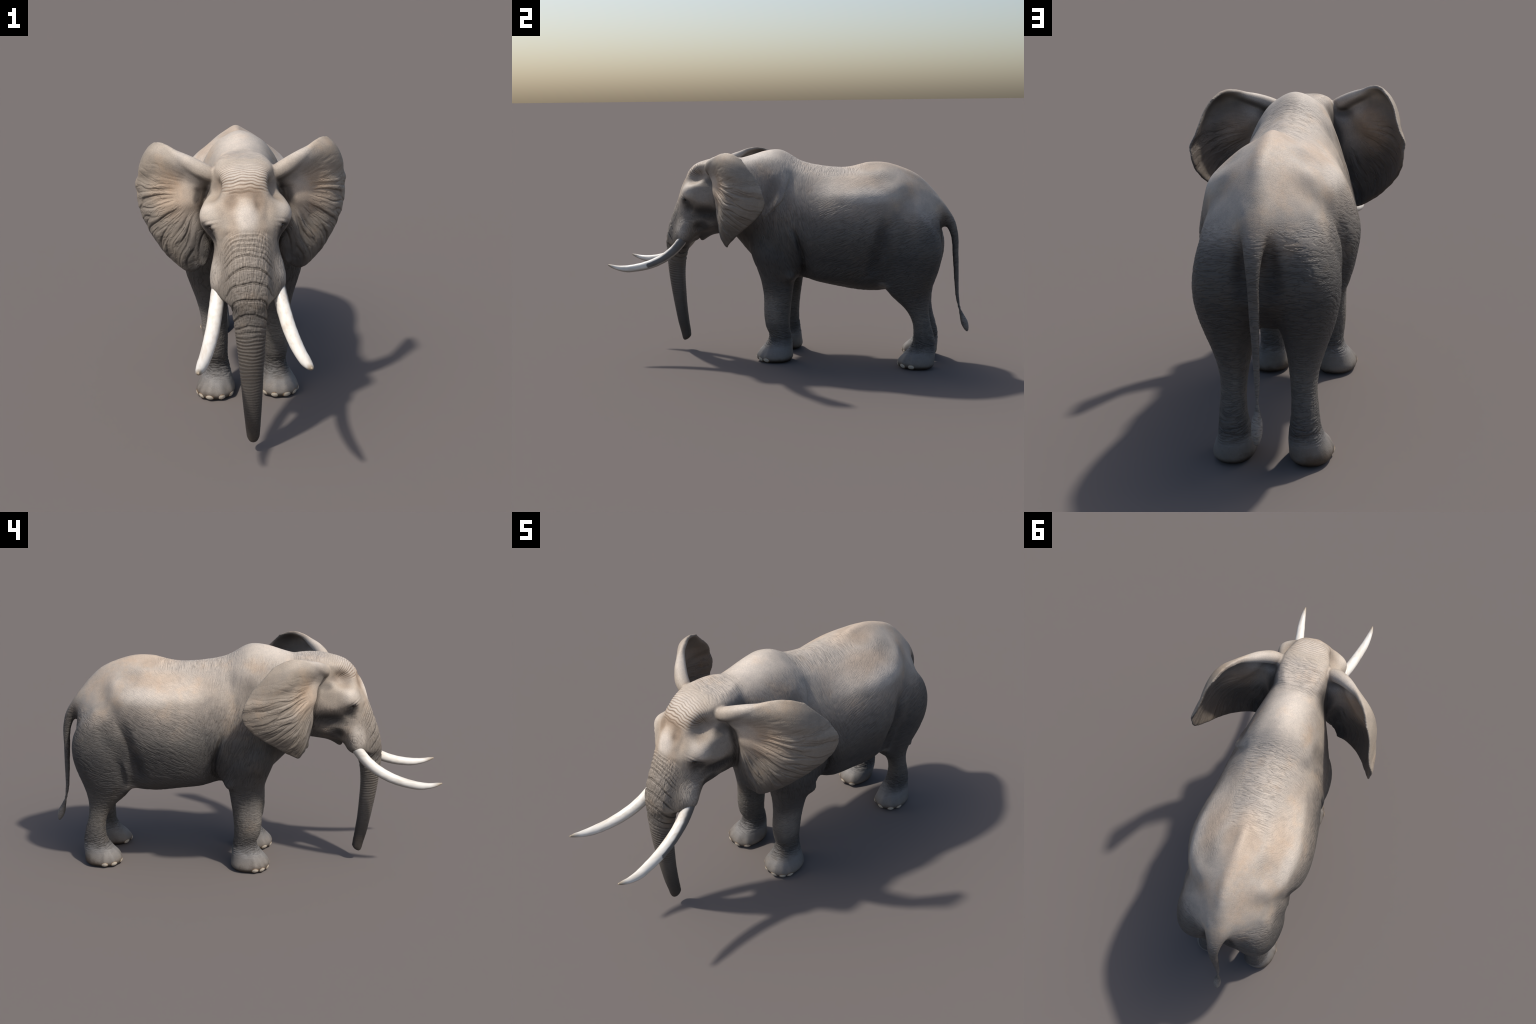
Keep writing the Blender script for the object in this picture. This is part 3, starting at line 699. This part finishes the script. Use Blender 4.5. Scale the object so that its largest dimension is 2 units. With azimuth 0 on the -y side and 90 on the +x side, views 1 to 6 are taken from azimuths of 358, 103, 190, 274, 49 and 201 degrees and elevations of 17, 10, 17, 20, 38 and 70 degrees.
        c = g.mix(g.math("MULTIPLY", rings, .78), c, (.060,.047,.037,1))
        c = g.mix(g.math("MULTIPLY", g.math("MULTIPLY", fore_l, g.ramp(Z, 1.10, 1.05, .45, 1.0)), .80), c, (.23,.155,.10,1))
        line = g.math("ADD", g.math("MULTIPLY", l, g.math("SUBTRACT", 1, hd)), g.math("MULTIPLY", g.math("MULTIPLY", hl, .7), hd))
        line = g.math("MULTIPLY", line, g.ramp(Z, .07, .11))
        depth = .42
    # grime: occlusion shadow multiplied into the colour inside the folds
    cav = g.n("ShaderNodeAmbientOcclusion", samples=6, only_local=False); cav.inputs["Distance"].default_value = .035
    fold_shade = g.ramp(cav.outputs["AO"], .95, .45, 0, .88)
    c = g.mix(fold_shade, c, g.mix(1.0, c, (.24, .215, .195, 1), "MULTIPLY"))
    c = g.mix(g.math("MULTIPLY", line, depth), c, g.mix(1.0, c, (.34, .32, .31, 1), "MULTIPLY"))
    vor = g.n("ShaderNodeTexVoronoi", feature="DISTANCE_TO_EDGE"); g.link(wob.outputs[0], vor.inputs["Vector"]); vor.inputs["Scale"].default_value = 120
    cell = g.ramp(vor.outputs["Distance"], 0, .10)
    c = g.mix(g.math("MULTIPLY", g.math("SUBTRACT", 1.0, cell), .16), c, (.07, .065, .06, 1))
    hgt = g.math("SUBTRACT", g.math("ADD", g.math("MULTIPLY", cell, .12), g.math("MULTIPLY", g.noise(tc, 150, 3, .6), .10)), line)
    bump = g.n("ShaderNodeBump"); bump.inputs["Strength"].default_value = .55; bump.inputs["Distance"].default_value = .003
    g.link(hgt, bump.inputs["Height"]); g.link(bump.outputs[0], b.inputs["Normal"])
    g.link(c, b.inputs["Base Color"])
    b.inputs["Roughness"].default_value = .58; b.inputs["Specular IOR Level"].default_value = .35
    return m

def plain_material(name, base, spots, rough, bump_scale=60, strength=.15):
    m, nt, b = nodes_of(name); g = G(nt)
    tc = g.n("ShaderNodeTexCoord").outputs["Object"]
    c = g.mix(g.ramp(g.noise(tc, 30, 5, .65), .45, .75), base, spots)
    g.link(c, b.inputs["Base Color"]); b.inputs["Roughness"].default_value = rough
    bump = g.n("ShaderNodeBump"); bump.inputs["Strength"].default_value = strength; bump.inputs["Distance"].default_value = .002
    g.link(g.noise(tc, bump_scale, 4), bump.inputs["Height"]); g.link(bump.outputs[0], b.inputs["Normal"])
    return m

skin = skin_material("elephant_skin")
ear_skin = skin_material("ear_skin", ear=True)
def nail_material():
    m, nt, b = nodes_of("nail_horn"); g = G(nt)
    tc = g.n("ShaderNodeTexCoord").outputs["Object"]
    l = g.n("ShaderNodeVectorMath", operation="LENGTH"); g.link(g.mapping(tc, (1, 1, 1.35)), l.inputs[0])
    rim = g.ramp(g.math("ADD", l.outputs["Value"], g.math("MULTIPLY", g.math("SUBTRACT", g.noise(tc, 150, 3), .5), .004)), .0145, .0178)
    g.link(g.mix(rim, g.mix(g.noise(tc, 90, 4), (.40, .345, .27, 1), (.60, .53, .43, 1)), (.17, .105, .055, 1)), b.inputs["Base Color"])
    b.inputs["Roughness"].default_value = .45
    return m
horn = nail_material()
def ivory_material():
    m, nt, b = nodes_of("ivory"); g = G(nt)
    tc = g.n("ShaderNodeTexCoord").outputs["Object"]
    sep = g.n("ShaderNodeSeparateXYZ"); g.link(tc, sep.inputs[0]); X, Y, Z = sep.outputs
    nsep = g.n("ShaderNodeSeparateXYZ"); g.link(g.n("ShaderNodeNewGeometry").outputs["Normal"], nsep.inputs[0]); NX, NY, NZ = nsep.outputs
    st = g.noise(g.mapping(tc, (60, 9, 60)), 1.0, 4, .6)
    c = g.mix(g.ramp(st, .40, .85), (.80,.755,.68,1), (.62,.53,.42,1))
    c = g.mix(g.ramp(g.noise(tc, 22, 4), .60, .80, 0, .22), c, (.55,.40,.24,1))
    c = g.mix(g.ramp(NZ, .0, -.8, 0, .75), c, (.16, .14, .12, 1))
    c = g.mix(g.ramp(g.math("ADD", Y, g.math("MULTIPLY", st, .02)), -.935, -.985, 0, .85), c, (.26, .19, .11, 1))
    c = g.mix(g.ramp(Y, -.64, -.58, 0, .35), c, (.30, .27, .24, 1))
    # dark grey patch on the outer side of one tusk
    dark_patch = g.math("MULTIPLY", g.math("MULTIPLY", g.ramp(NX, .35, .62), g.ramp(X, .0, .02)), g.ramp(g.math("ADD", Y, g.math("MULTIPLY", g.math("SUBTRACT", g.noise(tc, 60, 3), .5), .03)), -.778, -.766))
    dark_patch = g.math("MULTIPLY", dark_patch, g.ramp(g.math("ABSOLUTE", NZ), .62, .40))
    c = g.mix(g.math("MULTIPLY", dark_patch, .9), c, (.075, .073, .072, 1))
    g.link(c, b.inputs["Base Color"]); b.inputs["Roughness"].default_value = .38
    bump = g.n("ShaderNodeBump"); bump.inputs["Strength"].default_value = .2; bump.inputs["Distance"].default_value = .002
    g.link(st, bump.inputs["Height"]); g.link(bump.outputs[0], b.inputs["Normal"])
    return m
ivory = ivory_material()
eye_m = plain_material("eye_gloss", (.02, .013, .01, 1), (.03, .02, .012, 1), .1, strength=0)

# ----------------------------------------------------------------- split the one surface into named parts
elephant = bpy.data.objects.new("elephant", None); bpy.context.scene.collection.objects.link(elephant)
elephant["label"] = "grey African elephant bull standing with long white tusks"
elephant["category"] = "elephant"
def add(name, me, mat, parent=elephant):
    ob = bpy.data.objects.new(name, me); bpy.context.scene.collection.objects.link(ob)
    ob.parent = parent; me.materials.clear(); me.materials.append(mat); me.name = name
    return ob

cen = v0[quads].mean(1); ew = ear_w[quads].mean(1)
cx, cy, cz = cen.T
lab = np.full(len(quads), "torso", dtype="U16")
lab[((cy < -.345 + .12 * (cz - .9)) & (cz > .62)) | ((cy < -.45) & (cz > .5))] = "head"
lab[(cz < .71) & (cy < -.36) & (cy > -.53) & (abs(cx) < .075)] = "lower_jaw"
tr_m = (cy < -.55) & ((cz < .60) | ((abs(cx) < .07) & (cy < -.60 - .35 * (.86 - cz)) & (cz < .86)))
lab[tr_m] = "trunk"
lab[(cz < .47) & (cy > -.3) & (cy < .125) & (abs(cx) > .045)] = "forelimb"
lab[(cz < .50 - .35 * (.72 - cy)) & (cy > .5) & (cy < .9) & (abs(cx) > .030)] = "hindlimb"
lab[(cy > .86 + .30 * (cz - .78)) & (cz > .25) & (abs(cx) < .06) & (cy > .85)] = "tail"
lab[(cy > .9) & (cz <= .262)] = "tail_tuft"
lab[ew > .5] = "ear"
key = lab.copy()
for nm in ("ear", "forelimb", "hindlimb"):
    key[(lab == nm) & (cx > 0)] = nm + "+"
    key[(lab == nm) & (cx <= 0)] = nm + "-"
made = {}
for k in sorted(set(key)):
    sel = np.where(key == k)[0]
    uniq, inv = np.unique(quads[sel].ravel(), return_inverse=True)
    st = np.arange(len(sel)) * 4
    nm = k.rstrip("+-")
    me = mesh_arrays(V[uniq], inv, st, nm)
    me.normals_split_custom_set_from_vertices(N[uniq].tolist())
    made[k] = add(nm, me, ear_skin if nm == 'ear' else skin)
made["tail_tuft"].parent = made["tail"]

# ----------------------------------------------------------------- tusks
# right-hand pair shares one path: x, y, z, radius
TUSK = [(.098,-.545,.70,.024),(.112,-.585,.645,.0265),(.122,-.625,.598,.0262),(.133,-.678,.556,.0255),(.147,-.745,.522,.0245),
        (.165,-.835,.498,.0215),(.177,-.893,.492,.0190),(.184,-.945,.498,.0130),(.186,-.975,.506,.0088),(.186,-.997,.513,.0030)]
tk = np.array(TUSK); td = np.r_[0, np.cumsum(np.linalg.norm(np.diff(tk[:, :3], axis=0), axis=1))]
def tusk_mesh(side):
    t = np.linspace(0, td[-1], 120); q = hermite(td, tk, t)
    c, r = q[:, :3] * np.array([side, 1, 1]), q[:, 3]
    tan = np.gradient(c, axis=0); tan /= np.linalg.norm(tan, axis=1)[:, None]
    up = np.array([0, 0, 1.0]); rt = np.cross(tan, up); rt /= np.linalg.norm(rt, axis=1)[:, None]; nn = np.cross(rt, tan)
    a = np.linspace(0, 2 * np.pi, 40, endpoint=False)
    rings = c[:, None] + r[:, None, None] * (np.cos(a)[None, :, None] * rt[:, None] + np.sin(a)[None, :, None] * nn[:, None])
    sv, sf = skin_rings(rings); nz = noise(sv * 40, 81) * .0007
    me = mesh_from(sv, sf, "tusk"); sv = co(me) + normals(me) * nz[:, None]; set_co(me, sv)
    me.polygons.foreach_set("use_smooth", np.ones(len(me.polygons), bool))
    return me
for s in (1, -1): add("tusk", tusk_mesh(s), ivory)

# ----------------------------------------------------------------- eyes and toe nails
def ball(name, r, seg=24):
    a = np.linspace(0, np.pi, seg // 2 + 1)
    rings = [np.c_[r * math.sin(t) * np.cos(np.linspace(0, 2*np.pi, seg, endpoint=False)), r * math.sin(t) * np.sin(np.linspace(0, 2*np.pi, seg, endpoint=False)), np.full(seg, r * math.cos(t))] for t in a[1:-1]]
    sv, sf = skin_rings(rings); sv[-2] = (0, 0, r); sv[-1] = (0, 0, -r)
    me = mesh_from(sv, [q[::-1] for q in sf], name)
    me.polygons.foreach_set("use_smooth", np.ones(len(me.polygons), bool))
    return me
bvh = BVHTree.FromPolygons([Vector(a) for a in bv.tolist()], bf)
eye_mesh = ball("eye", .011)
for s in (1, -1):
    hit = bvh.ray_cast(Vector((.4 * s, -.553, .884)), Vector((-s, 0, 0)))[0]
    ob = add("eye", eye_mesh, eye_m); ob.location = hit + Vector((-.006 * s, 0, 0)); ob.parent = made["head"]
foot_q = quads[(v0[quads].mean(1)[:, 2] < .12)]
fi, fq_ = np.unique(foot_q.ravel(), return_inverse=True)
foot_bvh = BVHTree.FromPolygons(V[fi].tolist(), fq_.reshape(-1, 4).tolist())
def nail(limb, cx, cy, s, a, w, hgt, z):
    """A horn plate laid on the toe: an oval grid pressed on the skin, domed outward."""
    d = Vector((math.sin(math.radians(a)) * s, -math.cos(math.radians(a)), 0)); side = Vector((-d.y, d.x, 0))
    c0 = Vector((cx * s, cy, z)); rings = []
    mid = foot_bvh.ray_cast(c0 + d * .4, -d)[0]
    if mid is None: return
    for k, r in enumerate((1.0, .92, .8, .6, .4, .2, .05)):
        ring = []
        for t in np.linspace(0, 2 * np.pi, 24, endpoint=False):
            o = side * (w * r * math.cos(t)) + Vector((0, 0, hgt * r * math.sin(t)))
            hit = foot_bvh.ray_cast(c0 + o + d * .4, -d)[0]
            if hit is None or (hit - mid - o).length > .03: hit = mid + o - d * .004
            lift = -.004 if k == 0 else .0004 + .0016 * (1 - r * r)
            ring.append(hit + d * lift - mid)
        rings.append([tuple(q) for q in ring])
    sv, sf = skin_rings(np.array(rings)); me = mesh_from(sv, sf, "toenail")
    n = normals(me)[len(sv) - 1]
    if n @ np.array(d) < 0: me = mesh_from(sv, [q[::-1] for q in sf], "toenail")
    me.polygons.foreach_set("use_smooth", np.ones(len(me.polygons), bool))
    ob = add("toenail", me, horn, made[limb + ("+" if s > 0 else "-")]); ob.location = mid
for s in (1, -1):
    for a in (-46, -14, 18, 44, 68): nail("forelimb", .137, -.045, s, a, .0185 + .0030 * math.sin(a * .13), .0150 + .0016 * math.sin(a * .31), .0160)
    for a in (-30, 6, 42, 76): nail("hindlimb", .132, .725, s, a, .0190, .0155, .0170)
bpy.data.meshes.remove(body)
